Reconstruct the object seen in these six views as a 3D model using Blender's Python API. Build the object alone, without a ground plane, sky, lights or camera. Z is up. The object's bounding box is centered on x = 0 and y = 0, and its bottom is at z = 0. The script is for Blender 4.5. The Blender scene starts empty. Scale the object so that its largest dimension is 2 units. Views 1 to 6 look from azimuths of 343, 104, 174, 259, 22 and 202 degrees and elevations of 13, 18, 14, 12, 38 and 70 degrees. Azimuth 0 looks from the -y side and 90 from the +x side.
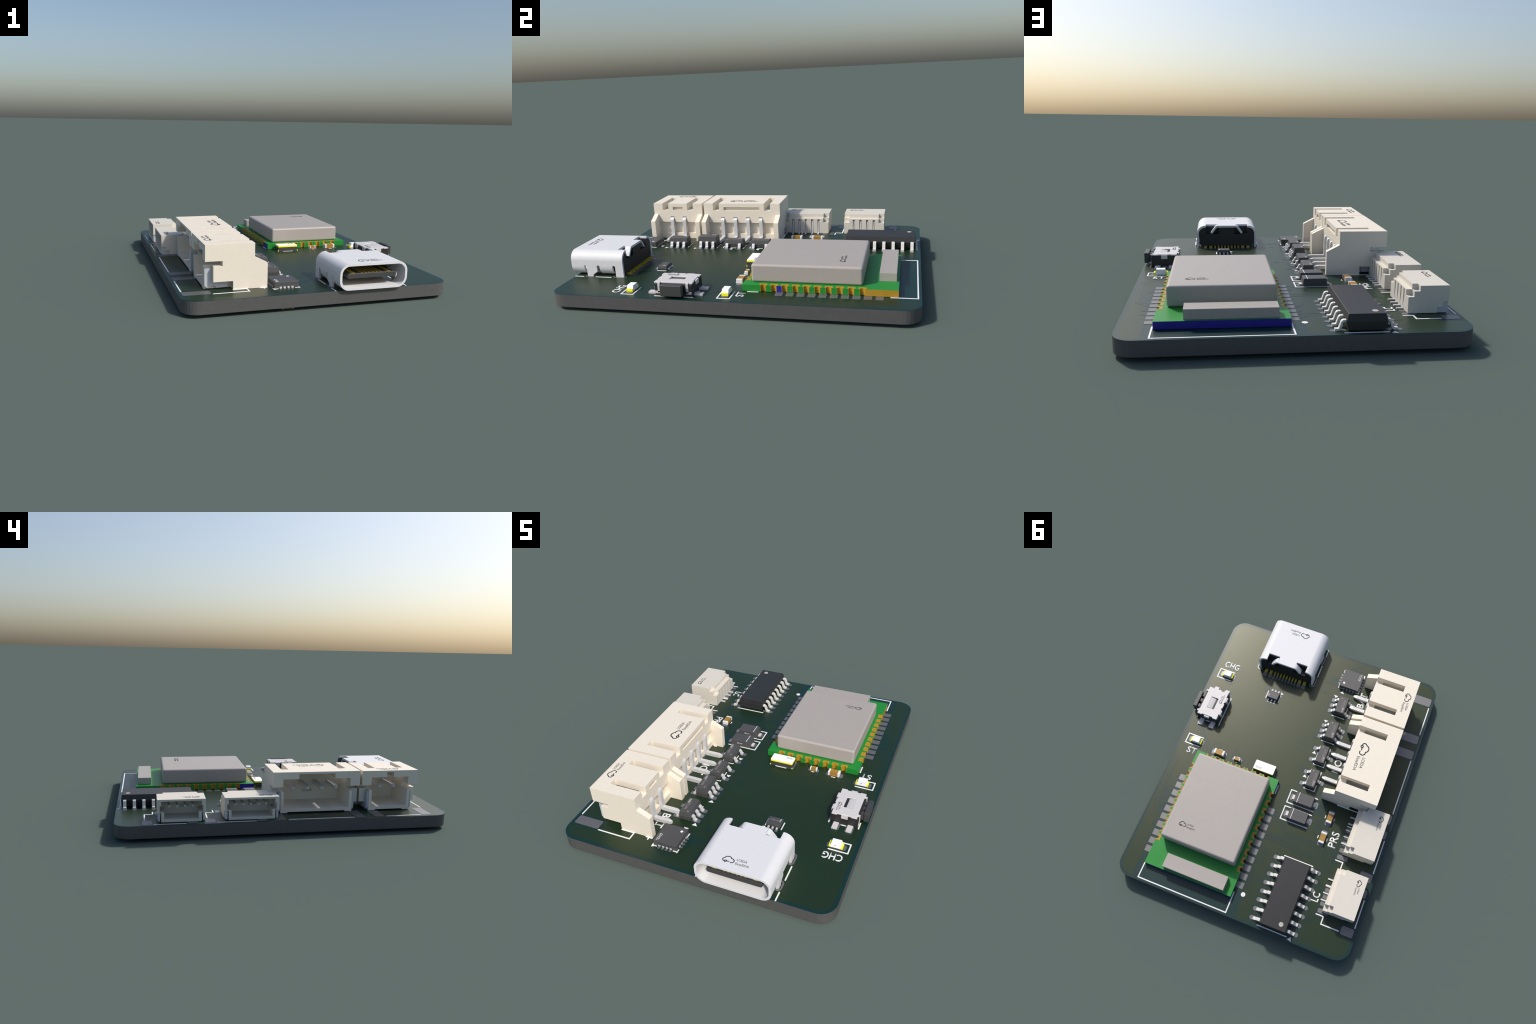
# Small green circuit board (motor / sensor controller) built in millimetres.
# Board frame: x, y in mm from the object's centre, h = height in mm above the board's top face.
import bpy, bmesh, math, random
from mathutils import Matrix, Vector

S = 0.04476            # metres of the scene per millimetre of the board
ZT = 0.0913            # scene height of the board's top face
rng = random.Random(7)

# ------------------------------------------------------------------ materials
def material(name, rgb, rough=0.45, metal=0.0, vary=0.03, scale=40.0, spec=0.5, tint=None):
    m = bpy.data.materials.new(name)
    m.use_nodes = True
    nt = m.node_tree
    b = nt.nodes["Principled BSDF"]
    co = nt.nodes.new("ShaderNodeTexCoord")
    no = nt.nodes.new("ShaderNodeTexNoise")
    no.inputs["Scale"].default_value = scale
    no.inputs["Detail"].default_value = 3.0
    ra = nt.nodes.new("ShaderNodeValToRGB")
    lo = [max(0.0, c * (1 - vary)) for c in rgb] + [1]
    hi = [min(1.0, c * (1 + vary)) for c in rgb] + [1]
    ra.color_ramp.elements[0].position, ra.color_ramp.elements[0].color = 0.35, lo
    ra.color_ramp.elements[1].position, ra.color_ramp.elements[1].color = 0.65, hi
    nt.links.new(co.outputs["Object"], no.inputs["Vector"])
    nt.links.new(no.outputs["Fac"], ra.inputs["Fac"])
    nt.links.new(ra.outputs["Color"], b.inputs["Base Color"])
    b.inputs["Roughness"].default_value = rough
    b.inputs["Metallic"].default_value = metal
    b.inputs["Specular IOR Level"].default_value = spec
    if tint:
        b.inputs["Specular Tint"].default_value = (*tint, 1.0)
    return m

MASK_BARE = material("solder_mask_over_laminate", (0.003, 0.027, 0.024), 0.38, spec=0.53)
MASK_VIA = material("solder_mask_over_via", (0.007, 0.022, 0.014), 0.38, tint=(1.0, 0.97, 0.90), spec=0.57)
MASK_POUR = material("solder_mask_over_copper", (0.010, 0.027, 0.010), 0.38, tint=(1.0, 0.965, 0.82), spec=0.61)
LAMINATE = material("laminate_edge", (0.083, 0.082, 0.081), 0.6, vary=0.05)
TIN = material("tinned_pad", (0.20, 0.195, 0.195), 0.40, metal=0.5)
INK = material("white_ink", (0.82, 0.82, 0.82), 0.5, vary=0.01)
CREAM = material("cream_nylon", (0.80, 0.725, 0.605), 0.55, vary=0.012)
IVORY = material("ivory_nylon", (0.66, 0.615, 0.53), 0.55, vary=0.012)
STEEL = material("steel_shell", (0.69, 0.69, 0.70), 0.55, vary=0.01)
CAN = material("shield_metal", (0.385, 0.350, 0.320), 0.45, vary=0.015)
GREEN = material("module_green", (0.012, 0.235, 0.028), 0.45, vary=0.02)
GOLD = material("gold_plating", (0.40, 0.235, 0.016), 0.45, vary=0.03)
GOLD_BRIGHT = material("bright_gold", (0.62, 0.42, 0.03), 0.4, vary=0.03)
GOLD_LEAD = material("gold_lead", (0.50, 0.37, 0.03), 0.45, vary=0.03)
BLUE = material("module_blue", (0.014, 0.012, 0.27), 0.5, vary=0.02)
BLACK = material("black_plastic", (0.020, 0.020, 0.0205), 0.5, vary=0.05)
EPOXY = material("black_epoxy", (0.024, 0.024, 0.025), 0.5, vary=0.04)
DARK = material("moulding_compound", (0.072, 0.072, 0.073), 0.5, vary=0.04)
PLUNGER = material("grey_plastic", (0.050, 0.050, 0.050), 0.45, vary=0.03)
LEAD = material("tinned_lead", (0.62, 0.62, 0.62), 0.4, metal=0.1, vary=0.02)
LEAD_WARM = material("matte_tin_lead", (0.66, 0.65, 0.60), 0.45, vary=0.02)
TAB = material("solder_tab", (0.50, 0.52, 0.55), 0.45, vary=0.02)
PLATE = material("button_plate", (0.62, 0.595, 0.585), 0.45, vary=0.012)
WHITE = material("white_ceramic", (0.95, 0.95, 0.95), 0.45, vary=0.005)
YELLOW = material("yellow_terminal", (0.95, 0.92, 0.02), 0.45, vary=0.01)
CERAMIC = material("capacitor_ceramic", (0.36, 0.20, 0.035), 0.45, vary=0.05)
CAP_END = material("capacitor_terminal", (0.78, 0.78, 0.78), 0.4, vary=0.02)
PRINT = material("dark_print", (0.012, 0.013, 0.016), 0.6, vary=0.01)
PRINT_SOFT = material("grey_print", (0.045, 0.046, 0.05), 0.6, vary=0.01)
PRINT_TINY = material("small_grey_print", (0.12, 0.12, 0.12), 0.6, vary=0.01)
MARK = material("beige_marking", (0.30, 0.25, 0.235), 0.6, vary=0.02)
MARK_DOT = material("beige_dot", (0.45, 0.42, 0.36), 0.6, vary=0.02)

# ------------------------------------------------------------------ mesh builder
class Build:
    """Collects solids (in mm) with a material per solid."""
    def __init__(self):
        self.v, self.f, self.m, self.mats = [], [], [], []

    def slot(self, mat):
        if mat not in self.mats:
            self.mats.append(mat)
        return self.mats.index(mat)

    def add(self, verts, faces, mat):
        o, k = len(self.v), self.slot(mat)
        self.v += [tuple(p) for p in verts]
        self.f += [[i + o for i in f] for f in faces]
        self.m += [k] * len(faces)
        return self

    def box(self, x0, x1, y0, y1, z0, z1, mat, taper=(0, 0)):
        tx, ty = taper
        vs = [(x0, y0, z0), (x1, y0, z0), (x1, y1, z0), (x0, y1, z0),
              (x0 + tx, y0 + ty, z1), (x1 - tx, y0 + ty, z1), (x1 - tx, y1 - ty, z1), (x0 + tx, y1 - ty, z1)]
        fs = [(3, 2, 1, 0), (4, 5, 6, 7), (0, 1, 5, 4), (1, 2, 6, 5), (2, 3, 7, 6), (3, 0, 4, 7)]
        return self.add(vs, fs, mat)

    def prism(self, poly, a0, a1, axis, mat):
        """Extrude a 2D polygon. axis z: poly=(x,y); axis y: poly=(x,h); axis x: poly=(y,h)."""
        n = len(poly)
        area = sum(poly[i][0] * poly[(i + 1) % n][1] - poly[(i + 1) % n][0] * poly[i][1] for i in range(n))
        if (area < 0) != (axis == "y"):
            poly = poly[::-1]
        def P(p, a):
            return {"z": (p[0], p[1], a), "y": (p[0], a, p[1]), "x": (a, p[0], p[1])}[axis]
        vs = [P(p, a0) for p in poly] + [P(p, a1) for p in poly]
        fs = [list(range(n))[::-1], [n + i for i in range(n)]]
        fs += [(i, (i + 1) % n, n + (i + 1) % n, n + i) for i in range(n)]
        return self.add(vs, fs, mat)

    def disc(self, x, y, r, z0, z1, mat, n=20):
        return self.prism([(x + r * math.cos(2 * math.pi * i / n), y + r * math.sin(2 * math.pi * i / n)) for i in range(n)], z0, z1, "z", mat)

    def ribbon(self, pts, w, z0, z1, mat, closed=False, axis="z"):
        """A flat line of width w with mitred corners."""
        pts = [Vector(p) for p in pts]
        n = len(pts)
        L, Rr = [], []
        for i in range(n):
            a = pts[i - 1] if (i > 0 or closed) else None
            c = pts[(i + 1) % n] if (i < n - 1 or closed) else None
            d1 = (pts[i] - a).normalized() if a is not None else None
            d2 = (c - pts[i]).normalized() if c is not None else None
            d1 = d1 if d1 is not None else d2
            d2 = d2 if d2 is not None else d1
            n1, n2 = Vector((-d1.y, d1.x)), Vector((-d2.y, d2.x))
            m = n1 + n2
            m = m / max(m.length_squared, 0.35) * 2 * (w / 2)
            L.append(pts[i] + m)
            Rr.append(pts[i] - m)
        segs = n if closed else n - 1
        vs = []
        for i in range(n):
            vs += [(L[i].x, L[i].y, z0), (Rr[i].x, Rr[i].y, z0), (L[i].x, L[i].y, z1), (Rr[i].x, Rr[i].y, z1)]
        fs = []
        for i in range(segs):
            a, b = 4 * i, 4 * ((i + 1) % n)
            fs += [(a + 3, b + 3, b + 2, a + 2), (a, b, b + 1, a + 1), (a + 2, b + 2, b, a), (a + 1, b + 1, b + 3, a + 3)]
        if not closed:
            e = 4 * (n - 1)
            fs += [(0, 1, 3, 2), (e + 1, e, e + 2, e + 3)]
        return self.add(vs, fs, mat)

    def strip(self, prof, t, y0, y1, mat):
        """A bent sheet: centre line prof=(x,h), thickness t, between y0 and y1."""
        pts = [Vector(p) for p in prof]
        L, Rr = [], []
        for i, p in enumerate(pts):
            d1 = (p - pts[i - 1]).normalized() if i else (pts[1] - p).normalized()
            d2 = (pts[i + 1] - p).normalized() if i < len(pts) - 1 else d1
            m = Vector((-d1.y, d1.x)) + Vector((-d2.y, d2.x))
            m = m / max(m.length_squared, 0.5) * t
            L.append(p + m); Rr.append(p - m)
        return self.prism([tuple(p) for p in L] + [tuple(p) for p in Rr[::-1]], y0, y1, "y", mat)

    def mesh(self, name):
        me = bpy.data.meshes.new(name)
        me.from_pydata([(x * S, y * S, z * S) for x, y, z in self.v], [], self.f)
        for m in self.mats:
            me.materials.append(m)
        for p, k in zip(me.polygons, self.m):
            p.material_index = k
        me.update()
        return me

def rounded(x0, x1, y0, y1, r, n=6):
    pts = []
    for cx, cy, a in ((x1 - r, y1 - r, 0), (x0 + r, y1 - r, 90), (x0 + r, y0 + r, 180), (x1 - r, y0 + r, 270)):
        for i in range(n + 1):
            t = math.radians(a + 90 * i / n)
            pts.append((cx + r * math.cos(t), cy + r * math.sin(t)))
    return pts

def smooth_line(pts, r=0.15, n=4):
    """Round the corners of a polyline (for bent leads)."""
    out = [pts[0]]
    for i in range(1, len(pts) - 1):
        p, a, b = Vector(pts[i]), Vector(pts[i - 1]), Vector(pts[i + 1])
        q0 = p + (a - p).normalized() * min(r, (a - p).length * 0.45)
        q1 = p + (b - p).normalized() * min(r, (b - p).length * 0.45)
        for k in range(n + 1):
            t = k / n
            out.append(tuple(q0 * (1 - t) ** 2 + p * 2 * t * (1 - t) + q1 * t * t))
    out.append(pts[-1])
    return out

# ------------------------------------------------------------------ objects
SCENE = bpy.context.scene.collection
WORLD = {}

thing = bpy.data.objects.new("circuit_board", None)
thing.empty_display_size = 0.2
SCENE.objects.link(thing)
thing["label"] = "small green circuit board with cream connectors, metal USB socket and radio module"
thing["category"] = "circuit board"
WORLD[thing] = Matrix.Identity(4)

def place(name, me, at=(0, 0, 0), rot=0.0, parent=None, stuff=False, board=True):
    """Put mesh data on the board at mm position `at`, turned by rot degrees about the vertical."""
    o = bpy.data.objects.new(name, me)
    SCENE.objects.link(o)
    parent = parent or thing
    w = Matrix.Translation((at[0] * S, at[1] * S, at[2] * S + (ZT if board else 0))) @ Matrix.Rotation(math.radians(rot), 4, "Z")
    o.parent = parent
    o.matrix_basis = WORLD[parent].inverted() @ w
    WORLD[o] = w
    if stuff:
        o["kind"] = "stuff"
    return o

def finish(me, bevel=0.0, segs=2, angle=35, smooth=False, cuts=None, join=None):
    """Apply boolean unions / cuts and a bevel to a mesh and return the result."""
    tmp = bpy.data.objects.new("tmp", me)
    SCENE.objects.link(tmp)
    helpers = []
    def boolean(items, op):
        for it in items or []:
            h = bpy.data.objects.new("helper", it.mesh("helper"))
            SCENE.objects.link(h)
            helpers.append(h)
            md = tmp.modifiers.new("b", "BOOLEAN")
            md.object, md.operation, md.solver = h, op, "EXACT"
    boolean(join, "UNION")
    boolean(cuts, "DIFFERENCE")
    if bevel:
        md = tmp.modifiers.new("bevel", "BEVEL")
        md.width, md.segments, md.limit_method = bevel * S, segs, "ANGLE"
        md.angle_limit = math.radians(angle)
        md.harden_normals = False
    dg = bpy.context.evaluated_depsgraph_get()
    dg.update()
    out = bpy.data.meshes.new_from_object(tmp.evaluated_get(dg))
    for o in [tmp] + helpers:
        bpy.data.objects.remove(o)
    if smooth:
        weighted_normals(out, smooth if smooth is not True else 40)
    return out

def weighted_normals(me, angle):
    """Smooth shading that keeps large flat faces flat: area weighted corner normals."""
    lim = math.cos(math.radians(angle))
    around = [[] for _ in me.vertices]
    for p in me.polygons:
        p.use_smooth = True
        for v in p.vertices:
            around[v].append(p)
    out = []
    for p in me.polygons:
        for v in p.vertices:
            n = Vector()
            for q in around[v]:
                if q.normal.dot(p.normal) > lim:
                    n += q.normal * q.area
            out.append(tuple(n.normalized()) if n.length > 0 else tuple(p.normal))
    me.normals_split_custom_set(out)

def shade(me, angle=40):
    for p in me.polygons:
        p.use_smooth = True
    bm = bmesh.new(); bm.from_mesh(me)
    for e in bm.edges:
        if len(e.link_faces) == 2:
            e.smooth = e.calc_face_angle(0.0) < math.radians(angle)
    bm.to_mesh(me); bm.free()

def text_mesh(body, width, height, mat, bold=0.0):
    """Lettering scaled to a given width and cap height (mm), lying in the xy plane, left bottom at 0,0."""
    cu = bpy.data.curves.new("lettering", "FONT")
    cu.body = body
    cu.size = 1.0
    cu.offset = bold
    cu.resolution_u = 3
    o = bpy.data.objects.new("lettering", cu)
    SCENE.objects.link(o)
    dg = bpy.context.evaluated_depsgraph_get(); dg.update()
    me = bpy.data.meshes.new_from_object(o.evaluated_get(dg))
    bpy.data.objects.remove(o)
    xs = [v.co.x for v in me.vertices]; ys = [v.co.y for v in me.vertices]
    kx = width / (max(xs) - min(xs))
    low = min(0.0, min(ys)) if "y" in body else min(ys)
    ky = height / 0.69
    x0 = min(xs)
    for v in me.vertices:
        v.co = ((v.co.x - x0) * kx * S, v.co.y * ky * S, 0.0)
    # give the print a little body
    bm = bmesh.new(); bm.from_mesh(me)
    r = bmesh.ops.extrude_face_region(bm, geom=bm.faces[:])
    for e in r["geom"]:
        if isinstance(e, bmesh.types.BMVert):
            e.co.z += 0.012 * S
    bmesh.ops.recalc_face_normals(bm, faces=bm.faces)
    bm.to_mesh(me); bm.free()
    me.materials.clear(); me.materials.append(mat)
    return me

def lettering(name, body, at, right, width, height, mat, parent=None, bold=0.0):
    """right = direction in degrees in which the words read."""
    return place(name, text_mesh(body, width, height, mat, bold), at, right, parent)

def cloud_mark(scale, mat):
    """Cloud outline with a key: ring, stem and a three-lobed line (1.85 mm wide at scale 1)."""
    b = Build()
    line = [(-0.53, -0.50), (-0.72, -0.50), (-0.90, -0.36), (-0.94, -0.16), (-0.86, 0.03), (-0.70, 0.11), (-0.66, 0.30), (-0.50, 0.46),
            (-0.25, 0.54), (0.02, 0.52), (0.22, 0.40), (0.32, 0.22), (0.50, 0.26), (0.70, 0.19), (0.85, 0.02), (0.89, -0.18), (0.83, -0.38),
            (0.68, -0.53), (0.46, -0.55), (0.36, -0.50)]
    fine = smooth_line(line, 0.12, 3)
    w = 0.145 if scale > 0.6 else 0.17
    b.ribbon([(x * scale, y * scale) for x, y in fine], w * scale, 0, 0.012, mat)
    b.ribbon([((-0.37 + 0.16 * math.cos(t)) * scale, (-0.48 + 0.16 * math.sin(t)) * scale) for t in [2 * math.pi * i / 16 for i in range(16)]],
             w * scale, 0, 0.012, mat, closed=True)
    b.ribbon([(-0.22 * scale, -0.44 * scale), (0.20 * scale, -0.38 * scale)], w * scale, 0, 0.012, mat)
    return b.mesh("cloud_mark")

def maker_mark(at, right, scale, parent, dark=PRINT, soft=PRINT_SOFT):
    """Cloud logo with two lines of words to its right."""
    place("printed_logo", cloud_mark(scale, dark), at, right, parent)
    a = math.radians(right)
    def off(r, u):
        return (at[0] + r * math.cos(a) - u * math.sin(a), at[1] + r * math.sin(a) + u * math.cos(a), at[2])
    for body, u, w in (("LCEDA", 0.12 * scale, 1.66 * scale), ("EasyEDA", -0.62 * scale, 2.2 * scale)):
        lettering("printed_word", body, off((1.18 if body[0] == "L" else 1.22) * scale, u), right, w, 0.42 * scale, soft, parent)

# ------------------------------------------------------------------ bare board
BX, BY0, BY1, THICK = 17.08, -21.86, 22.34, 1.6

slot_holes = []
for sx in (-4.32, 4.32):
    for yc, ln in ((-15.6, 1.5), (-19.75, 1.2)):
        slot_holes.append((6.0 + sx, yc, ln))

board_cut = [Build().prism(rounded(x - 0.3, x + 0.3, y - ln / 2, y + ln / 2, 0.299, 6), -3, 1, "z", LAMINATE) for x, y, ln in slot_holes]
b = Build()
outline = rounded(-BX, BX, BY0, BY1, 2.0, 8)
b.prism(outline, -THICK, -0.03, "z", LAMINATE)
board = place("laminate", finish(b.mesh("laminate"), cuts=board_cut))
b = Build()
b.prism(outline, -0.03, 0.0, "z", MASK_BARE)
place("solder_mask", finish(b.mesh("solder_mask"), cuts=board_cut), parent=board)
b = Build()
b.prism(outline, -THICK - 0.03, -THICK, "z", MASK_BARE)
place("solder_mask", finish(b.mesh("solder_mask"), cuts=board_cut), parent=board)

# copper pour under the mask: inset outline, keep-out below the antenna
pour = rounded(-BX + 0.42, BX - 0.42, BY0 + 0.42, BY1 - 0.42, 1.6, 8)
keep = Build().box(-0.95, 14.55, 18.55, 23.0, -1, 1, MASK_POUR)
b = Build()
b.prism(pour, 0.0004, 0.0016, "z", MASK_POUR)
place("copper_pour", finish(b.mesh("copper_pour"), cuts=board_cut + [keep]), parent=board)

# ------------------------------------------------------------------ pads
pads = Build(); gaps = Build()
class Layer:
    """Hands out heights a hair apart, so that overlapping flat films never share a plane."""
    def __init__(self, h, turns):
        self.h, self.turns, self.i = h, turns, 0
    def __call__(self):
        self.i = (self.i + 1) % self.turns
        return self.h + 7e-5 * self.i
GAP_H, CLEAR_H, WIRE_H, VIA_H, PAD_H, INK_H = Layer(0.0022, 7), Layer(0.0030, 97), Layer(0.0105, 97), Layer(0.0180, 5), Layer(0.0225, 7), Layer(0.030, 97)
def pad(x0, x1, y0, y1, r=0.0, gap=0.2):
    x0, x1 = min(x0, x1), max(x0, x1)
    y0, y1 = min(y0, y1), max(y0, y1)
    r = min(r, (x1 - x0) / 2 - 0.01, (y1 - y0) / 2 - 0.01)
    poly = rounded(x0, x1, y0, y1, r, 4) if r > 0.02 else [(x0, y0), (x1, y0), (x1, y1), (x0, y1)]
    pads.prism(poly, 0.0, PAD_H(), "z", TIN)
    if gap:
        gaps.prism(rounded(x0 - gap, x1 + gap, y0 - gap, y1 + gap, max(r, 0.05) + gap, 4), 0.0, GAP_H(), "z", MASK_BARE)

# radio module
for i in range(10):
    y = 6.35 + 1.27 * i
    pad(12.9, 14.53, y - 0.44, y + 0.44)
    pad(-0.5, 1.1, y - 0.44, y + 0.44)
# 16 lead chip
SO_X, SO_Y = -6.35, 16.75
for i in range(8):
    y = SO_Y + 1.27 * (i - 3.5)
    pad(-2.83, -4.45, y - 0.3, y + 0.3, 0.28)
    pad(-9.87, -8.25, y - 0.3, y + 0.3, 0.28)
# small outline transistors and regulators
SOT_X = -4.0
SOTS = [(-12.87, 1.33, (-0.95, 0, 0.95), (-0.95, 0.95), "SOT-23-5", 0.72),
        (-8.28, 1.60, (-0.95, 0, 0.95), (-0.95, 0, 0.95), "SOT-23-6", 0.72),
        (-4.27, 1.16, (-0.95, 0.95), (0,), "SOT-23-3P", 0.60),
        (-0.25, 1.16, (-0.95, 0.95), (0,), "SOT-23-3P", 0.60)]
for yc, h, left, right, word, half in SOTS:
    three = len(left) == 2
    e = 0.12 if three else 0.0
    for d in left:
        pad(-2.18 - e, -3.3, yc + d - 0.3, yc + d + 0.3, 0.14)
    for d in right:
        pad(-5.82 + e, -4.7, yc + d - 0.3, yc + d + 0.3, 0.14)
# flat no-lead chip
QX, QY = -4.0, -17.73
for i in range(4):
    d = -0.75 + 0.5 * i
    pad(QX + 1.3, QX + 1.9, QY + d - 0.15, QY + d + 0.15, 0.1, 0.12)
    pad(QX - 1.9, QX - 1.3, QY + d - 0.15, QY + d + 0.15, 0.1, 0.12)
    pad(QX + d - 0.15, QX + d + 0.15, QY + 1.3, QY + 1.9, 0.1, 0.12)
    pad(QX + d - 0.15, QX + d + 0.15, QY - 1.9, QY - 1.3, 0.1, 0.12)
# tiny six lead chip
for d in (-0.53, 0, 0.53):
    for s in (-1, 1):
        pad(6.5 + d - 0.17, 6.5 + d + 0.17, -10.97 + s * 0.72, -10.97 + s * 1.2, 0.1, 0.12)
# lamps, capacitors, crystal, diodes
for yc in (-11.8, 0.23):
    pad(13.38, 14.25, yc - 0.43, yc + 0.43, 0.2); pad(14.85, 15.72, yc - 0.43, yc + 0.43, 0.2)
pad(9.35, 10.25, 0.42, 1.26, 0.25); pad(10.75, 11.7, 0.42, 1.26, 0.25)
pad(6.86, 7.45, 0.54, 1.1, 0.15); pad(7.75, 8.36, 0.54, 1.1, 0.15)
pad(1.5, 4.97, -0.06, 1.6, 0.05)
for yc in (4.28, 7.42):
    pad(-8.78, -7.88, yc - 1.18, yc - 0.3, 0.25); pad(-8.78, -7.88, yc + 0.3, yc + 1.18, 0.25)
for yc in (3.24, 5.86):
    pad(-1.87, -3.1, yc - 0.5, yc + 0.5, 0.22); pad(-6.1, -4.9, yc - 0.5, yc + 0.5, 0.22)
# push button
for s in (-1, 1):
    for x in (12.96, 14.66):
        pad(x, x + 1.0, -5.79 + s * 2.2, -5.79 + s * 3.4)
# USB socket
USB_X = 6.0
USB_PADS = [(-3.2, 0.3), (-2.4, 0.3)] + [(-1.75 + 0.5 * i, 0.15) for i in range(8)] + [(2.4, 0.3), (3.2, 0.3)]
for x, w in USB_PADS:
    pad(USB_X + x - w, USB_X + x + w, -15.3, -13.92, 0, 0.1)
# connector mounting pads
PH2_Y, PH4_Y = -14.39, -4.08
for yc, hw in ((-15.38, 3.35), (-4.0, 5.39)):
    for s in (-1, 1):
        pad(-16.63, -13.26, yc + s * hw - 0.69, yc + s * hw + 0.69, 0.2)
for i in range(4):
    pad(-9.2, -7.55, -7.4 + 2 * i - 0.5, -7.4 + 2 * i + 0.5, 0.4)
for i in range(2):
    pad(-9.2, -7.4, -16.4 + 2 * i - 0.5, -16.4 + 2 * i + 0.5, 0.4)
for yc, n in ((7.07, 5), (15.49, 4)):
    for i in range(n):
        y = yc + (i - (n - 1) / 2)
        pad(-12.67, -11.15, y - 0.31, y + 0.31, 0.15)
    hw = (n - 1) / 2 + 1.3
    for s in (-1, 1):
        pad(-16.7, -14.95, yc + s * hw - 0.6, yc + s * hw + 0.6, 0.25)
place("pad_clearance", gaps.mesh("pad_clearance"), parent=board, stuff=True)
place("solder_pad", pads.mesh("solder_pad"), parent=board, stuff=True)
# plated slots of the socket
b = Build()
for x, y, ln in slot_holes:
    b.ribbon(rounded(x - 0.4, x + 0.4, y - ln / 2 - 0.1, y + ln / 2 + 0.1, 0.39, 6), 0.2, 0.0, PAD_H(), TIN, closed=True)
place("plated_slot", b.mesh("plated_slot"), parent=board, stuff=True)

# ------------------------------------------------------------------ traces and vias (lines showing through the mask)
TRACES = [
    [(16.11, 3.99), (16.05, 11.39), (14.75, 12.8), (14.2, 12.7)], [(15.03, 7.8), (14.35, 7.3)], [(15.49, 9.84), (14.67, 8.94)],
    [(15.65, 11.28), (14.78, 10.14)], [(14.91, 14.13), (14.37, 14.05)], [(14.92, 15.38), (14.34, 15.37)],
    [(15.22, -2.3), (12.28, 0.62), (12.26, 1.6)], [(11.34, -0.19), (11.14, 0.5)], [(8.09, 0.0), (8.04, 0.6)], [(13.78, -10.84), (13.9, -11.5)],
    [(-0.3, 6.33), (-1.03, 6.46), (-3.32, 8.71), (-8.71, 8.75), (-9.45, 9.4), (-9.43, 10.91)], [(-8.89, 8.68), (-11.3, 6.2)],
    [(-0.2, 9.6), (-4.61, 9.55), (-5.13, 9.83), (-5.2, 10.45), (-7.56, 10.45)], [(-0.2, 10.2), (-4.72, 10.25)],
    [(-11.3, 5.4), (-10.5, 6.77), (-10.5, 10.5), (-10.66, 11.4)], [(-11.3, 7.2), (-11.0, 7.92), (-11.12, 9.99)],
    [(-0.8, 7.74), (-0.3, 7.61)], [(-5.8, 4.2), (-7.05, 4.5), (-7.2, 6.9), (-8.2, 7.6)], [(-2.03, 4.0), (-2.12, 5.3)],
    [(-10.0, 10.72), (-10.4, 10.3)], [(-0.2, 14.0), (-0.9, 14.0), (-1.45, 13.3), (-1.43, 11.8)], [(-0.83, 15.4), (-0.2, 15.4)],
    [(-0.3, 16.36), (-1.08, 16.2), (-3.0, 16.12)], [(-1.19, 16.82), (-0.83, 17.41), (-0.3, 17.7)], [(-3.36, 14.25), (-3.61, 14.7)],
    [(-9.6, 18.57), (-10.47, 18.7), (-11.75, 17.6)], [(-9.79, 13.58), (-11.3, 14.9)],
    [(-0.39, -16.55), (-2.2, -16.55), (-2.4, -17.0)], [(-0.83, -17.08), (-1.98, -18.07), (-2.4, -18.0)], [(-1.88, -6.97), (-2.67, -7.2)],
    [(7.83, -11.79), (7.85, -14.2)], [(6.52, -12.4), (6.25, -13.22), (6.25, -14.2)], [(3.8, -12.22), (4.73, -13.1), (4.75, -14.2)], [(3.58, -13.22), (3.6, -14.2)],
    [(5.28, -13.18), (5.25, -14.2)], [(6.5, -9.53), (6.5, -10.1)], [(-4.41, -21.0), (-3.2, -19.87), (-3.25, -19.4)], [(-3.75, -19.4), (-5.09, -20.43), (-5.87, -20.0)],
    [(-2.34, -3.44), (-2.65, -3.92)], [(-5.36, -9.79), (-5.9, -10.06)], [(-5.79, -4.01), (-6.94, -2.12), (-6.37, -0.61), (-5.52, 0.57), (-5.52, 2.5)],
    [(-1.7, 6.0), (-2.1, 5.9)], [(9.0, -13.0), (9.2, -14.2)],
]
clear, wire = Build(), Build()
for t in TRACES:
    clear.ribbon(t, 0.58, 0.0, CLEAR_H(), MASK_BARE)
    wire.ribbon(t, 0.27, 0.0, WIRE_H(), MASK_POUR)
for x, y in ((16.11, 3.99), (15.03, 7.8), (15.49, 9.84), (15.65, 11.28), (14.91, 14.13), (14.92, 15.38), (11.34, -0.19), (8.09, 0.0), (13.78, -10.84),
             (-9.43, 10.91), (-7.56, 10.45), (-4.72, 10.25), (-10.66, 11.4), (-11.12, 9.99), (-0.8, 7.74), (-10.0, 10.72), (-0.83, 15.4), (-1.19, 16.82), (-3.36, 14.25),
             (-9.79, 13.58), (-0.39, -16.55), (-0.83, -17.08), (-1.88, -6.97), (7.83, -11.79), (6.52, -12.4), (3.8, -12.22), (3.58, -13.22), (5.28, -13.18), (6.5, -9.53),
             (-0.69, -14.66), (-0.6, -5.34), (-1.78, -1.47), (-4.41, -21.0), (-5.36, -9.79), (-2.34, -3.44)):
    big = (x, y) in ((-0.6, -5.34), (11.34, -0.19), (15.03, 7.8), (8.09, 0.0), (13.78, -10.84))
    clear.disc(x, y, 0.50 if big else 0.40, 0.0, CLEAR_H(), MASK_BARE)
    wire.disc(x, y, 0.37 if big else 0.28, 0.0, WIRE_H(), MASK_POUR)
    clear.disc(x, y, 0.10, 0.0, VIA_H(), MASK_VIA, 12)
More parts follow.
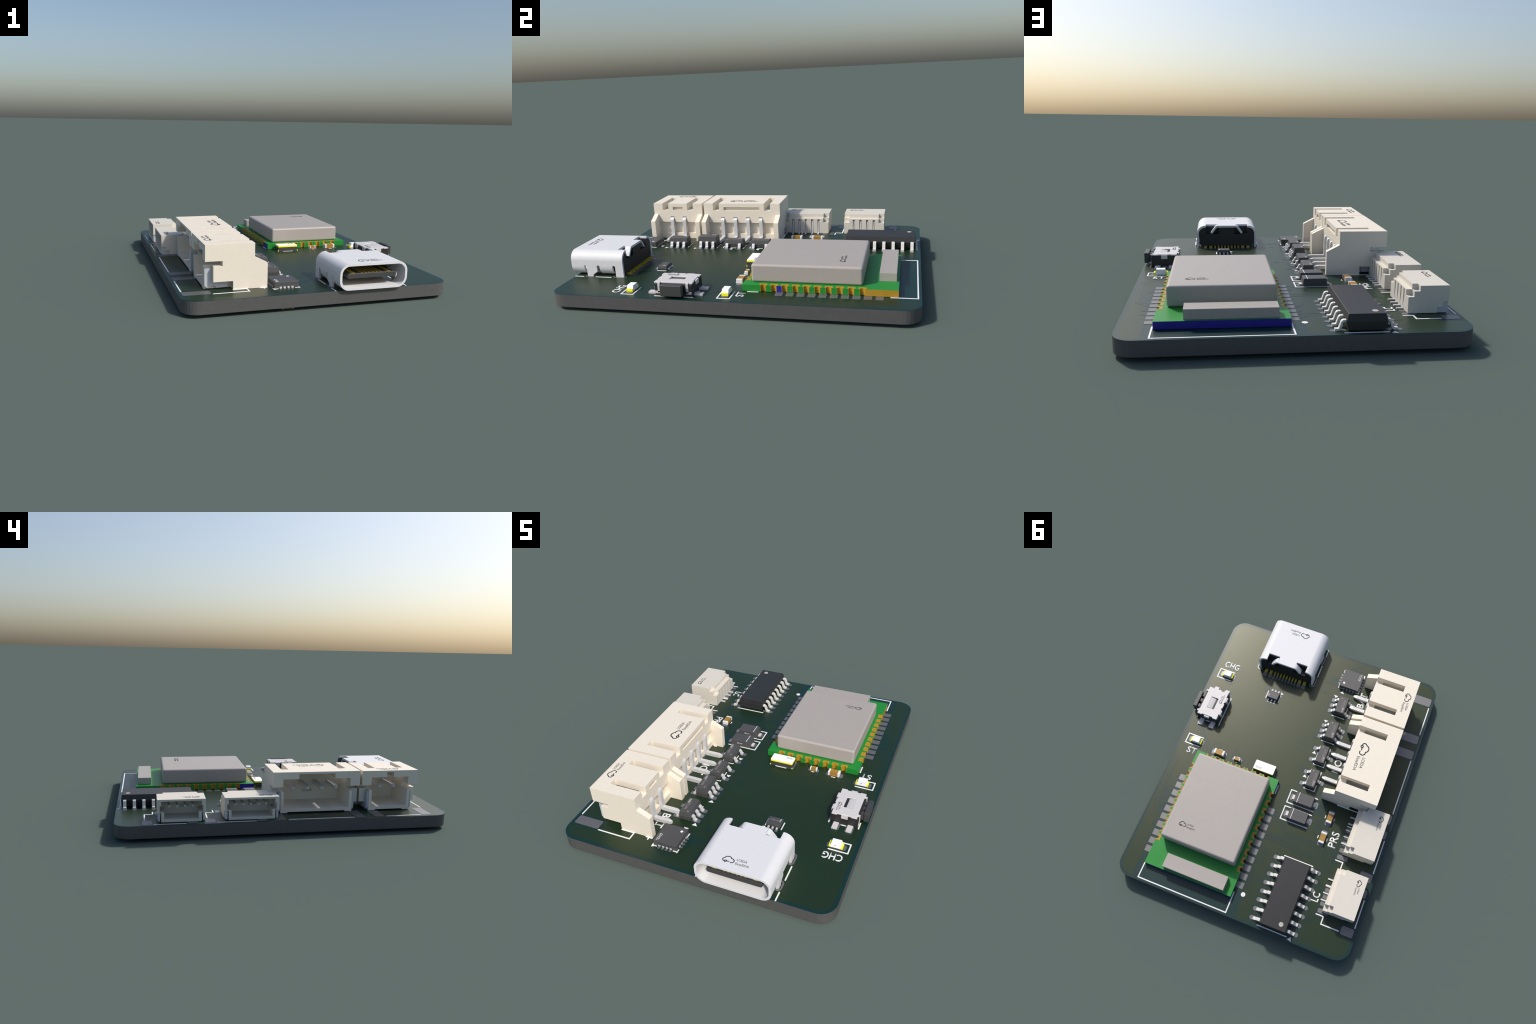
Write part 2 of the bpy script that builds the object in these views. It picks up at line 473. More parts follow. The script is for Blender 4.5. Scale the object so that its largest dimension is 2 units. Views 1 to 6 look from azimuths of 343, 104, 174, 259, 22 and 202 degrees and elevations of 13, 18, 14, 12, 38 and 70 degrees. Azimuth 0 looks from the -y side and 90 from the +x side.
# ground stitching vias on a 2.51 mm grid, left out where parts sit
BUSY = [(0.3, 14.7, 1.5, 22.3), (-10, -2.6, 11.5, 22.2), (-17, -10.6, -19.6, 18.9), (-6.2, -1.5, -19.9, 7.0), (1, 11, -22, -13.6), (12.3, 17, -9.4, -2.2),
        (13, 16.2, -13.8, -10.9), (13, 16.2, -0.7, 2.6), (5.3, 7.8, -12.3, -9.4), (-10.6, -7.4, 2.5, 8.8)]
for i in range(14):
    for j in range(18):
        x, y = 15.87 - 2.513 * i, 19.53 - 2.513 * j
        if abs(x) < 16.4 and -21.2 < y and not any(a < x < c and d < y < e for a, c, d, e in BUSY):
            clear.disc(x, y, 0.13, 0.0, GAP_H(), MASK_VIA, 12)
for x, y in ((-1.7, 21.14), (-10.63, 21.28), (-11.71, 21.13), (-15.84, 19.86), (-15.82, 21.16), (-14.28, 21.13), (15.87, -19.39), (-2.37, 19.12), (10.04, -13.4), (9.15, -11.22),
             (-0.87, -11.41), (-0.78, -8.6), (-2.19, -6.14), (-0.85, -17.87), (-2.43, -15.48), (-1.75, -12.79)):
    clear.disc(x, y, 0.13, 0.0, GAP_H(), MASK_VIA, 12)
# small bare islands enclosed by traces
clear.prism([(15.9, 8.6), (15.85, 11.3), (14.6, 12.3), (14.6, 8.6)], 0.0, CLEAR_H(), "z", MASK_BARE)
clear.prism([(-0.6, -16.6), (-2.3, -16.5), (-2.3, -17.9), (-0.9, -17.1)], 0.0, CLEAR_H(), "z", MASK_BARE)
clear.prism([(-5.9, 2.4), (-7.2, 2.5), (-7.0, 4.3), (-5.9, 4.3)], 0.0, CLEAR_H(), "z", MASK_BARE)
place("trace_clearance", clear.mesh("trace_clearance"), parent=board, stuff=True)
place("copper_trace", wire.mesh("copper_trace"), parent=board, stuff=True)

# ------------------------------------------------------------------ printed legend
ink = Build()
def line(*pts, w=0.2, closed=False):
    w *= 0.80
    ink.ribbon(pts, w, 0.0, INK_H(), INK, closed)
    for p in (pts[0], pts[-1]):
        ink.disc(p[0], p[1], w / 2, 0.0, INK_H(), INK, 10)
def arrow(*pts):
    ink.prism(list(pts), 0.0, INK_H(), "z", INK)

line((13.65, 19.0), (13.65, 21.93), (0.40, 21.93), (0.40, 19.0))
line((0.40, 2.35), (0.40, 3.7)); line((13.64, 2.5), (13.64, 3.75))
ink.disc(-0.89, 18.83, 0.31, 0.0, INK_H(), INK, 24)
line((-4.22, 21.87), (-8.42, 21.87)); arrow((-8.6, 22.12), (-9.05, 21.7), (-9.2, 22.25))
line((-4.24, 11.70), (-8.45, 11.70))
for yc in (3.24, 5.86):
    line((-5.7, yc - 1.01), (-1.65, yc - 1.01), (-1.65, yc + 1.01), (-5.72, yc + 1.01))
for yc in (-11.8, 0.23):
    line((13.74, yc - 0.76), (16.06, yc - 0.76), (16.06, yc + 0.76), (13.78, yc + 0.76))
for x, y, dx, dy in ((10.5, 0.27, 0.25, 0), (10.5, 1.5, 0.25, 0), (7.6, 0.42, 0.14, 0), (7.6, 1.28, 0.14, 0), (3.2, -0.12, 0.75, 0),
                     (-7.66, 4.28, 0, 0.18), (-9.0, 4.28, 0, 0.18), (-7.66, 7.42, 0, 0.18), (-9.0, 7.42, 0, 0.18)):
    line((x - dx, y - dy), (x + dx, y + dy), w=0.16)
# chip outlines and pin one arrows
line((-2.37, -19.45), (-2.37, -18.95), w=0.16); line((-2.4, -16.75), (-2.4, -16.2), (-2.95, -16.2), w=0.16)
line((-5.64, -16.72), (-5.64, -16.2), (-5.12, -16.2), w=0.16); arrow((-5.7, -19.6), (-5.4, -19.5), (-5.62, -18.95))
line((-5.65, -19.35), (-5.65, -19.0), w=0.16); line((-5.1, -19.35), (-5.6, -19.35), w=0.16); line((-2.4, -19.35), (-2.9, -19.35), w=0.16)
arrow((-2.95, -15.36), (-3.24, -15.78), (-3.6, -15.33)); arrow((-2.2, -14.7), (-2.88, -14.7), (-2.6, -14.25)); arrow((-2.2, -10.1), (-2.88, -10.17), (-2.55, -9.75))
line((-3.05, -11.27), (-4.98, -11.27), w=0.16); line((-4.96, -13.3), (-4.96, -12.5), w=0.16); line((-3.04, -6.75), (-4.97, -6.75), w=0.16)
for yc in (-4.27, -0.25):
    line((-3.24, yc - 1.57), (-4.8, yc - 1.57), (-4.8, yc - 0.57), w=0.16); line((-3.24, yc - 0.42), (-3.24, yc + 0.4), w=0.16); line((-3.24, yc - 1.57), (-3.24, yc - 1.45), w=0.16)
    line((-3.2, yc + 1.4), (-3.2, yc + 1.56), (-4.8, yc + 1.56), (-4.8, yc + 0.55), w=0.16)
    arrow((-2.37, yc - 0.02), (-2.65, yc - 0.46), (-3.03, yc - 0.03))
line((7.55, -11.6), (7.55, -10.35), w=0.18); line((5.45, -11.45), (5.45, -10.25), w=0.18); arrow((5.58, -12.12), (5.15, -11.78), (5.56, -11.66))
# button
line((12.47, -8.2), (12.47, -3.35)); line((16.17, -8.15), (16.17, -7.1)); line((16.17, -4.5), (16.17, -3.42))
for y in (-8.2, -3.4):
    line((14.05, y), (14.58, y))
# socket
for x in (1.28, 10.74):
    line((x, -21.82), (x, -20.63)); line((x, -18.82), (x, -16.7))
# connectors
line((-16.58, -17.78), (-16.58, -13.03)); line((-13.06, -19.47), (-8.72, -19.47), (-8.72, -18.4), (-10.43, -18.4))
line((-6.24, -18.42), (-7.04, -18.42)); line((-6.65, -18.02), (-6.65, -18.75)); line((-7.13, -15.8), (-7.1, -16.25), w=0.16)
line((-16.58, -8.46), (-16.58, 0.3)); line((-8.68, 2.0), (-13.1, 2.0)); line((-7.15, 1.1), (-7.55, 1.1))
for yc, n in ((7.07, 5), (15.49, 4)):
    hw = (n - 1) / 2
    line((-16.66, yc - hw - 0.45), (-16.66, yc + hw + 0.47))
    for s in (-1, 1):
        line((-11.12, yc + s * (hw + 0.58)), (-12.18, yc + s * (hw + 0.58)), (-12.18, yc + s * (hw + 1.63)), (-14.7, yc + s * (hw + 1.63)))
legend = place("printed_legend", ink.mesh("printed_legend"), parent=board, stuff=True)
for word, at, right, w, h in (("CHG", (15.72, -13.07), 180, 2.38, 1.02), ("ST", (15.3, 2.42), 180, 1.48, 0.98), ("PRS", (-10.45, 8.22), -90, 2.32, 1.08),
                              ("LC", (-10.78, 16.12), -90, 1.28, 0.98), ("BAT", (-7.12, -13.98), -90, 2.6, 1.02), ("MOT", (-7.13, -2.5), -90, 3.1, 1.06)):
    lettering("printed_word", word, (at[0], at[1], 0.0275), right, w, h, INK, board, bold=0.018)

# ------------------------------------------------------------------ radio module
MX0, MX1, MY0, MY1 = 0.52, 13.5, 1.80, 19.83
CAST_Y = [4.37 + 1.2775 * i for i in range(10)]
CAST_X = [2.55 + 1.277 * i for i in range(8)]
b = Build()
b.box(MX0, MX1, MY0, MY1, 0.04, 0.82, GREEN)
holes = []
for y in CAST_Y:
    for x in (MX0, MX1):
        holes.append((x, y))
for x in CAST_X:
    holes.append((x, MY0))
cut = Build()
for x, y in holes:
    cut.disc(x, y, 0.33, -1, 2, GOLD, 20)
module_me = finish(b.mesh("module_board"), cuts=[cut])
module_me.materials.append(BLUE); module_me.materials.append(GOLD)
names = [m.name for m in module_me.materials]
# coloured edges: blue end under the antenna, one gold and a few blue stretches of the long sides
for p in module_me.polygons:
    c = p.center
    x, y, n = c.x / S, c.y / S, p.normal
    ib, ig = names.index(BLUE.name), names.index(GOLD.name)
    if n.y > 0.9 and y > 19.7:
        p.material_index = ib
    elif n.x > 0.9 and y > CAST_Y[-1] + 0.3:
        p.material_index = ig
    elif n.x < -0.9 and y < CAST_Y[0] - 0.3 and x < 1:
        p.material_index = ib
    elif n.x > 0.9 and x > 13.4 and CAST_Y[1] < y < CAST_Y[2]:
        p.material_index = ib
module = place("radio_module", module_me)
# castellated terminals: plated half holes with a square land on top
cm = Build()
n = 10
arc_o = [(0.335 * math.cos(math.pi * i / n), 0.335 * math.sin(math.pi * i / n)) for i in range(n + 1)]
arc_i = [(0.295 * math.cos(math.pi * i / n), 0.295 * math.sin(math.pi * i / n)) for i in range(n + 1)]
cm.prism(arc_o + arc_i[::-1], 0.035, 0.826, "z", GOLD)
cm.prism([(0.45, 0.0), (0.45, 0.60), (-0.45, 0.60), (-0.45, 0.0)] + [(-0.33, 0.0)] + [(x, y) for x, y in arc_o[::-1]][1:-1] + [(0.33, 0.0)], 0.815, 0.832, "z", GOLD)
castle = cm.mesh("castellation")
for x, y in holes:
    if y == MY0:
        place("castellation", castle, (x, y - 0.004, 0), 0, module)
    else:
        place("castellation", castle, (x + (0.004 if x > 7 else -0.004), y, 0), 90 if x > 7 else -90, module)
b = Build().box(1.51, 12.55, 2.74, 15.84, 0.82, 3.05, CAN)
place("shield_can", finish(b.mesh("shield_can"), bevel=0.30, segs=5, smooth=50), parent=module)
b = Build().box(1.66, 10.72, 17.58, 19.54, 0.82, 1.86, CAN)
place("ceramic_antenna", finish(b.mesh("ceramic_antenna"), bevel=0.02, segs=1), parent=module)
maker_mark((10.25, 13.30, 3.054), 180, 0.55, module, PRINT, PRINT_SOFT)

# ------------------------------------------------------------------ USB socket
def shell_profile(x0, x1, h0, h1, r, n=10):
    return rounded(x0, x1, h0, h1, r, n)

UH0, UH1, UY0, UY1 = 0.06, 3.31, -22.34, -15.0
b = Build()
outer = [(x, h) for x, h in shell_profile(-4.47, 4.47, UH0, UH1, 1.25)]
inner = Build().prism(shell_profile(-4.18, 4.18, UH0 + 0.29, UH1 - 0.29, 0.98), UY0 - 1, UY1 + 1, "y", STEEL)
b.prism(outer, UY0, UY1, "y", STEEL)
cuts = [inner]
for s in (-1, 1):
    for y0, y1 in ((-20.51, -18.33), (-16.50, -14.5)):
        c = Build()
        lo, hi = sorted((s * 3.2, s * 5.2))
        c.box(lo, hi, y0, y1, -1.0, 1.30, STEEL)
        cuts.append(c)
    for y0, y1 in ((-20.51, -20.18), (-18.73, -18.33), (-16.50, -16.09)):
        lo, hi = sorted((s * 3.6, s * 5.2))
        c = Build().prism(rounded(y0, y1, 0.4, 1.50, (y1 - y0) / 2 - 0.005, 6), lo, hi, "x", STEEL)
        cuts.append(c)
    lo, hi = sorted((s * 1.38, s * 3.13))
    cuts.append(Build().box(lo, hi, -16.12, -14.0, 2.6, 4.0, STEEL))
# lower rear of the shell is open
cuts.append(Build().box(-5.2, 5.2, -16.2, -14.0, -1, 0.9, STEEL))
cuts.append(Build().box(-3.3, 3.3, -17.6, -14.0, -1, 0.6, STEEL))
shell_me = finish(b.mesh("socket_shell"), cuts=cuts, bevel=0.03, segs=1, angle=50, smooth=30)
usb = place("usb_socket", shell_me, (USB_X, 0, 0))
# legs through the board
b = Build()
for s in (-1, 1):
    lo, hi = sorted((s * 4.18, s * 4.47))
    b.prism([(-20.18, 1.299), (-18.73, 1.299), (-18.73, 0.62), (-19.36, 0.22), (-19.36, -1.1), (-20.18, -1.1)], lo, hi, "x", STEEL)
    b.prism([(-16.09, 1.299), (-15.0, 1.299), (-15.0, -1.1), (-16.09, -1.1)], lo, hi, "x", STEEL)
place("socket_leg", b.mesh("socket_leg"), (USB_X, 0, 0), parent=usb)
# sprung tab bent over the rear: flat middle continues, wings bend outwards and down
wing = Build()
for s in (-1, 1):
    prof = smooth_line([(s * 1.30, UH1 - 0.145), (s * 1.52, UH1 - 0.145), (s * 2.30, 2.13)], 0.2, 4)
    wing.strip(prof if s > 0 else prof[::-1], 0.29, -15.82, -15.0, STEEL)
place("spring_tab", finish(wing.mesh("spring_tab"), bevel=0.05, segs=2, angle=40, smooth=40), (USB_X, 0, 0), parent=usb)
# black body with two pockets, tongue
b = Build()
b.prism([(-4.1, 2.2), (-3.9, 2.75), (-3.4, 2.98), (3.4, 2.98), (3.9, 2.75), (4.1, 2.2), (4.1, 0.6), (3.75, 0.2), (-3.75, 0.2), (-4.1, 0.6)], -17.2, -15.06, "y", BLACK)
pk = []
for s in (-1, 1):
    lo, hi = sorted((s * 1.15, s * 3.13))
    pk.append(Build().box(lo, hi, -16.0, -14.5, 2.0, 3.4, BLACK))
place("socket_body", finish(b.mesh("socket_body"), cuts=pk), (USB_X, 0, 0), parent=usb)
b = Build().prism(rounded(-3.28, 3.28, 1.34, 1.97, 0.3, 6), -21.8, -17.0, "y", PLUNGER)
b.prism([(-3.9, 0.65), (3.9, 0.65), (3.9, 2.7), (-3.9, 2.7)], -18.4, -17.1, "y", BLACK)
place("socket_tongue", finish(b.mesh("socket_tongue"), bevel=0.06, segs=2, smooth=50), (USB_X, 0, 0), parent=usb)
b = Build()
for x, w in [(-2.4, 0.26), (2.4, 0.26)] + [(-1.25 + 0.5 * i, 0.11) for i in range(6)]:
    b.box(x - w, x + w, -21.58, -18.38, 1.96, 1.985, GOLD_BRIGHT)
    b.box(x - w, x + w, -21.58, -18.38, 1.325, 1.35, GOLD_BRIGHT)
place("tongue_contact", b.mesh("tongue_contact"), (USB_X, 0, 0), parent=usb)
for x, w in USB_PADS:
    me = bpy.data.meshes.get("socket_lead_%d" % round(w * 100))
    if me is None:
        hw = w * 0.74 if w > 0.2 else 0.12
        me = Build().box(-hw, hw, -15.3, -14.47, 0.03, 0.21, GOLD_LEAD).mesh("socket_lead_%d" % round(w * 100))
    place("socket_lead", me, (USB_X + x, 0, 0), parent=usb)
maker_mark((5.14, -20.93, UH1 + 0.003), 0, 0.71, usb, PRINT, PRINT_SOFT)

# ------------------------------------------------------------------ 2 mm pitch wire connectors (2 and 4 ways)
def wire_connector(yc, n):
    hw = (2 * (n - 1) + 5.98) / 2
    X = lambda x: x + 10.0
    top = 5.57 if n < 4 else 5.61
    side = [(-13.8, top), (-7.77, top), (-7.77, 3.88), (-6.15, 3.05), (-6.15, 0.02), (-10.42, 0.02), (-10.42, 1.07), (-12.82, 1.07),
            (-12.82, 2.97), (-11.7, 2.97), (-11.7, 3.58), (-13.8, 3.58)]
    b = Build().prism([(X(x), h) for x, h in side], -hw, hw, "y", CREAM)
    tray = Build().box(X(-13.8), X(-9.5), -hw + 1.05, hw - 1.05, 0.06, 2.95, CREAM)
    opening, ti = hw - 1.35, hw - 1.45
    cuts = [
        Build().box(X(-15), X(-8.75), -ti, ti, 0.58, 4.64, CREAM),                           # cavity
        Build().box(X(-15), X(-8.75), -opening, opening, 2.90, 4.655, CREAM),                # mouth above the tray
        Build().box(X(-15), X(-11.69), -hw + 0.85, hw - 0.85, 2.96, 3.59, CREAM),            # side notch reaches the cavity
        Build().box(X(-15), X(-9.6), -(n - 1.5), n - 1.5, 4.5, 5.32, CREAM),                 # key way
        Build().box(X(-8.15), X(-7.0), -(n - 1.18), n - 1.18, 4.56, 5.05, CREAM),             # rear window
        Build().box(X(-7.77), X(-5), -hw + 0.70, hw - 0.70, -1, 6.5, CREAM),                 # gap between the fins
        Build().box(X(-8.25), X(-7.0), -hw + 0.70, hw - 0.70, 0.90, 2.63, CREAM),            # rear recess
        Build().box(X(-14.5), X(-9.5), -hw + 2.0, hw - 2.0, -1, 0.19, CREAM),                # relief below the tray
    ]
    for s in (-1, 1):
        lo, hi = sorted((s * (hw - 2.45), s * (hw - 1.48)))
        cuts.append(Build().box(X(-11.95), X(-8.74), lo, hi, 4.3, 6.5, CREAM))               # slots in the roof
        cuts.append(Build().box(X(-8.76), X(-7.0), lo, hi, 4.52, 6.5, CREAM))
        lo, hi = sorted((s * (hw - 1.06), s * (hw - 0.77)))
        cuts.append(Build().box(X(-13.0), X(-10.42), lo, hi, -1, 2.70, CREAM))               # slit for the tab
    for i in range(n):
        y = 2.0 * i - (n - 1)
        cuts.append(Build().box(X(-8.25), X(-7.0), y - 0.30, y + 0.30, -1, 3.50, CREAM))     # lead channels
    me = finish(b.mesh("connector_housing"), join=[tray], cuts=cuts, bevel=0.04, segs=1, angle=40)
    house = place("wire_connector", me, (-10.0, yc, 0))
    # contact pins: straight through the back wall, down and out over the board
    pin = bpy.data.meshes.get("contact_pin")
    if pin is None:
        pb = Build()
        t = 0.25
        pb.box(X(-12.75), X(-8.0), -t, t, 2.95, 3.43, LEAD)
        tip = [(X(-12.75), y, h) for y, h in ((-t, 2.95), (t, 2.95), (t, 3.43), (-t, 3.43))] + [(X(-12.98), y, h) for y, h in ((-0.13, 3.06), (0.13, 3.06), (0.13, 3.32), (-0.13, 3.32))]
        pb.add(tip, [(7, 6, 5, 4), (4, 5, 1, 0), (5, 6, 2, 1), (6, 7, 3, 2), (7, 4, 0, 3)], LEAD)
        path = smooth_line([(X(-8.3), 3.15), (X(-7.72), 3.15), (X(-7.72), 0.30), (X(-5.60), 0.30)], 0.38, 5)
        pb.strip(path, 0.5, -t, t, LEAD)
        # pointed end
        o = [(-t, 0.05), (t, 0.05), (t, 0.55), (-t, 0.55)]
        i2 = [(-t * 0.45, 0.16), (t * 0.45, 0.16), (t * 0.45, 0.44), (-t * 0.45, 0.44)]
        vs = [(X(-5.60), y, h) for y, h in o] + [(X(-5.14), y, h) for y, h in i2]
        pb.add(vs, [(4, 5, 6, 7), (0, 1, 5, 4), (1, 2, 6, 5), (2, 3, 7, 6), (3, 0, 4, 7)], LEAD)
        pin = finish(pb.mesh("contact_pin"), bevel=0.07, segs=2, angle=50, smooth=35)
        pin.name = "contact_pin"
    for i in range(n):
        place("contact_pin", pin, (-10.0, yc + 2.0 * i - (n - 1), 0), parent=house)
    tab = Build()
    prof = [(-13.70, 2.77), (-12.0, 2.70), (-10.75, 2.70), (-10.75, 0.45), (-10.95, 0.15), (-12.35, 0.12), (-12.45, 0.33), (-12.65, 0.40), (-12.85, 0.33), (-12.95, 0.12), (-13.4, 0.12), (-13.77, 0.45), (-13.77, 2.70)]
    for s in (-1, 1):
        lo, hi = sorted((s * (hw - 1.055), s * (hw - 0.775)))
        tab.prism([(X(x), h) for x, h in prof], lo, hi, "y", TAB)
    place("solder_tab", finish(tab.mesh("solder_tab"), bevel=0.05, segs=1), (-10.0, yc, 0), parent=house)
    return house

ph2 = wire_connector(PH2_Y, 2)
ph4 = wire_connector(PH4_Y, 4)
maker_mark((-12.87, -15.22, 5.574), 90, 0.72, ph2)
maker_mark((-9.60, -5.22, 5.614), 90, 1.0, ph4)

def wall_word(at, width, height, parent):
    """Dark word on the back wall of a socket, facing -x."""
    me = text_mesh("LCEDA", width, height, PRINT_SOFT)
    o = place("printed_word", me, at, 0, parent)
    w = Matrix.Translation((at[0] * S, at[1] * S, at[2] * S + ZT)) @ Matrix.Rotation(math.radians(-90), 4, "Z") @ Matrix.Rotation(math.radians(90), 4, "X")
    o.matrix_basis = WORLD[parent].inverted() @ w
    WORLD[o] = w
wall_word((-8.754, -3.45, 1.72), 1.35, 0.42, ph4)

# ------------------------------------------------------------------ 1 mm pitch wire connectors (4 and 5 ways)
def small_connector(yc, n):
    hw = (n + 2.04) / 2
    X = lambda x: x + 14.0
    full = [(-16.03, 2.96), (-12.35, 2.96), (-12.35, 2.38), (-11.75, 2.38), (-11.75, 0.05), (-16.03, 0.05)]
    b = Build().prism([(X(x), h) for x, h in full], -hw, hw, "y", IVORY)
    ci = hw - 0.86
    cuts = [
        Build().box(X(-17), X(-13.15), -ci, ci, 0.40, 2.70, IVORY),
        Build().box(X(-17), X(-13.15), -hw + 0.50, hw - 0.50, 2.12, 2.71, IVORY),
        Build().box(X(-17), X(-13.6), -hw + 0.32, hw - 0.32, 1.32, 2.14, IVORY),
    ]
    for s in (-1, 1):
        lo, hi = sorted((s * (hw - 0.80), s * (hw + 1)))
        cuts.append(Build().box(X(-12.95), X(-11), lo, hi, 2.38, 4, IVORY))
        cuts.append(Build().box(X(-12.35), X(-11), lo, hi, 1.79, 4, IVORY))
        lo, hi = sorted((s * (hw - 0.50), s * (hw + 1)))
        cuts.append(Build().box(X(-17), X(-15.45), lo, hi, -1, 1.25, IVORY))
        cuts.append(Build().box(X(-17), X(-14.85), lo, hi, -1, 0.65, IVORY))
    for i in range(n):
        y = i - (n - 1) / 2
        cuts.append(Build().box(X(-12.15), X(-11.6), y - 0.16, y + 0.16, -1, 2.25, IVORY))
    me = finish(b.mesh("connector_housing"), cuts=cuts, bevel=0.025, segs=1, angle=40)
    house = place("sensor_connector", me, (-14.0, yc, 0))
    pin = bpy.data.meshes.get("sensor_pin")
    if pin is None:
        pb = Build()
        path = smooth_line([(X(-12.9), 1.95), (X(-11.95), 1.95), (X(-11.82), 0.12), (X(-11.03), 0.10)], 0.16, 4)
        pb.strip(path, 0.16, -0.10, 0.10, LEAD)
        pb.box(X(-15.1), X(-12.4), -0.12, 0.12, 1.74, 1.98, LEAD)
        pin = pb.mesh("sensor_pin")
    for i in range(n):
        place("contact_pin", pin, (-14.0, yc + i - (n - 1) / 2, 0), parent=house)
    tab = Build()
    prof = [(-16.0, 1.22), (-15.46, 1.22), (-15.46, 0.63), (-14.87, 0.63), (-14.87, 0.05), (-15.85, 0.05), (-16.0, 0.2)]
    for s in (-1, 1):
        lo, hi = sorted((s * (hw - 0.36), s * (hw - 0.10)))
        tab.prism([(X(x), h) for x, h in prof], lo, hi, "y", TAB)
    place("solder_tab", tab.mesh("solder_tab"), (-14.0, yc, 0), parent=house)
    maker_mark((-15.12, yc - hw + 1.18, 2.964), 90, 0.49, house, PRINT, PRINT_TINY)
    wall_word((-13.154, yc + 0.65 - 0.6, 1.25), 1.1, 0.34, house)
    return house

small_connector(5.08, 5)
small_connector(14.02, 4)

# ------------------------------------------------------------------ push button
b = Build().box(12.60, 16.05, -8.10, -3.48, 0.04, 1.50, BLACK)
btn = place("push_button", finish(b.mesh("button_base"), bevel=0.04, segs=1))
b = Build().prism([(12.74, -8.0), (12.74, -8.28), (13.4, -8.28), (13.4, -8.12), (15.15, -8.12), (15.15, -8.22), (15.86, -8.22), (15.86, -7.75), (15.98, -7.70), (15.98, -7.42), (15.80, -7.38),
                   (15.80, -4.22), (15.98, -4.18), (15.98, -3.90), (15.86, -3.85), (15.86, -3.45), (15.15, -3.45), (15.15, -3.57), (13.45, -3.57), (13.45, -3.42), (12.74, -3.42),
                   (12.74, -4.35), (12.62, -4.4), (12.62, -5.2), (12.74, -5.25), (12.74, -5.45), (12.62, -5.5), (12.62, -6.2), (12.74, -6.25), (12.74, -6.45), (12.62, -6.5), (12.62, -7.3), (12.74, -7.35)], 1.50, 1.67, "z", PLATE)
plate_me = finish(b.mesh("button_plate"), cuts=[Build().box(13.79, 14.90, -6.74, -4.84, 1, 2, PLATE)], bevel=0.03, segs=1)
place("button_plate", plate_me, parent=btn)
b = Build()
b.strip([(14.92, 1.60), (14.5, 1.54), (14.1, 1.44), (13.84, 1.34)], 0.10, -6.66, -4.92, PLATE)     # sprung tongue in the window
b.box(13.70, 15.0, -6.8, -4.8, 1.10, 1.14, BLACK)
for y, s in ((-8.10, -1), (-3.48, 1)):                                                             # end clips
    lo, hi = sorted((y - s * 0.02, y + s * 0.14))
    b.box(13.95, 14.75, lo, hi, 1.10, 1.62, PLATE)
for y in (-7.55, -4.04):                                                                           # straps down the front
    b.box(16.0, 16.12, y - 0.15, y + 0.15, 0.45, 1.60, PLATE)
    b.box(16.0, 16.12, y - 0.15 - (0.35 if y < -6 else 0), y + 0.15 + (0 if y < -6 else 0.35), 0.33, 0.62, PLATE)
for y in (-7.0, -4.7):                                                                             # straps down the back
    b.box(12.50, 12.62, y - 0.4, y + 0.4, 1.05, 1.62, PLATE)
    b.box(12.50, 12.62, y - 0.12, y + 0.12, 0.3, 1.1, PLATE)
place("button_clip", b.mesh("button_clip"), parent=btn)
b = Build()
b.box(16.42, 17.04, -7.06, -4.40, 0.32, 1.68, PLUNGER)
for y in (-6.65, -5.74, -4.83):
    b.box(15.95, 16.45, y - 0.30, y + 0.30, 0.45, 1.45, PLUNGER)
place("button_plunger", finish(b.mesh("button_plunger"), bevel=0.08, segs=2, smooth=50), parent=btn)
leg_me = Build().box(-0.33, 0.33, -0.55, 0.55, 0.03, 0.24, PLATE).mesh("button_leg")
for x in (13.42, 15.18):
    for y in (-8.68, -2.97):
        place("button_leg", leg_me, (x, y, 0), parent=btn)
maker_mark((13.30, -6.43, 1.674), -90, 0.36, btn, PRINT, PRINT_TINY)

# ------------------------------------------------------------------ lead frames for the chips
def gull_lead(name, x_in, h_in, x_toe, width, thick, mat, r=0.18):
    path = smooth_line([(x_in, h_in), (x_in + (x_toe - x_in) * 0.36, h_in), (x_in + (x_toe - x_in) * 0.60, thick * 0.5 + 0.03), (x_toe, thick * 0.5 + 0.03)], r, 4)
    me = Build().strip(path, thick, -width / 2, width / 2, mat).mesh(name)
    shade(me, 40)
    return me

def chip_body(name, wx, wy, h0, hm, h1, dx, dy, mat):
    """Moulded body: widest at the parting line hm, drawn in towards top and bottom."""
    b = Build()
    def ring(ix, iy, h):
        return [(-wx + ix, -wy + iy, h), (wx - ix, -wy + iy, h), (wx - ix, wy - iy, h), (-wx + ix, wy - iy, h)]
    vs = ring(dx, dy, h0) + ring(0, 0, hm - 0.02) + ring(0, 0, hm + 0.02) + ring(dx, dy, h1)
    fs = [(3, 2, 1, 0), (12, 13, 14, 15)]
    for k in range(3):
        for i in range(4):
            j = (i + 1) % 4
            fs.append((4 * k + i, 4 * k + j, 4 * k + 4 + j, 4 * k + 4 + i))
    b.add(vs, fs, mat)
    return finish(b.mesh(name), bevel=0.025, segs=1, angle=20)

so = place("amplifier_chip", chip_body("amplifier_chip", 1.99, 4.87, 0.08, 1.0, 1.75, 0.22, 0.12, EPOXY), (SO_X, SO_Y + 0.08, 0))
lead = gull_lead("chip_lead", 1.9, 1.0, 3.02, 0.42, 0.22, LEAD_WARM)
for i in range(8):
    y = SO_Y + 1.27 * (i - 3.5)
    place("chip_lead", lead, (SO_X, y, 0), 0, so)
    place("chip_lead", lead, (SO_X, y, 0), 180, so)
place("pin_one_dot", Build().disc(0, 0, 0.31, 0, 0.012, MARK_DOT, 24).mesh("pin_one_dot"), (-7.27, 20.78, 1.752), parent=so)

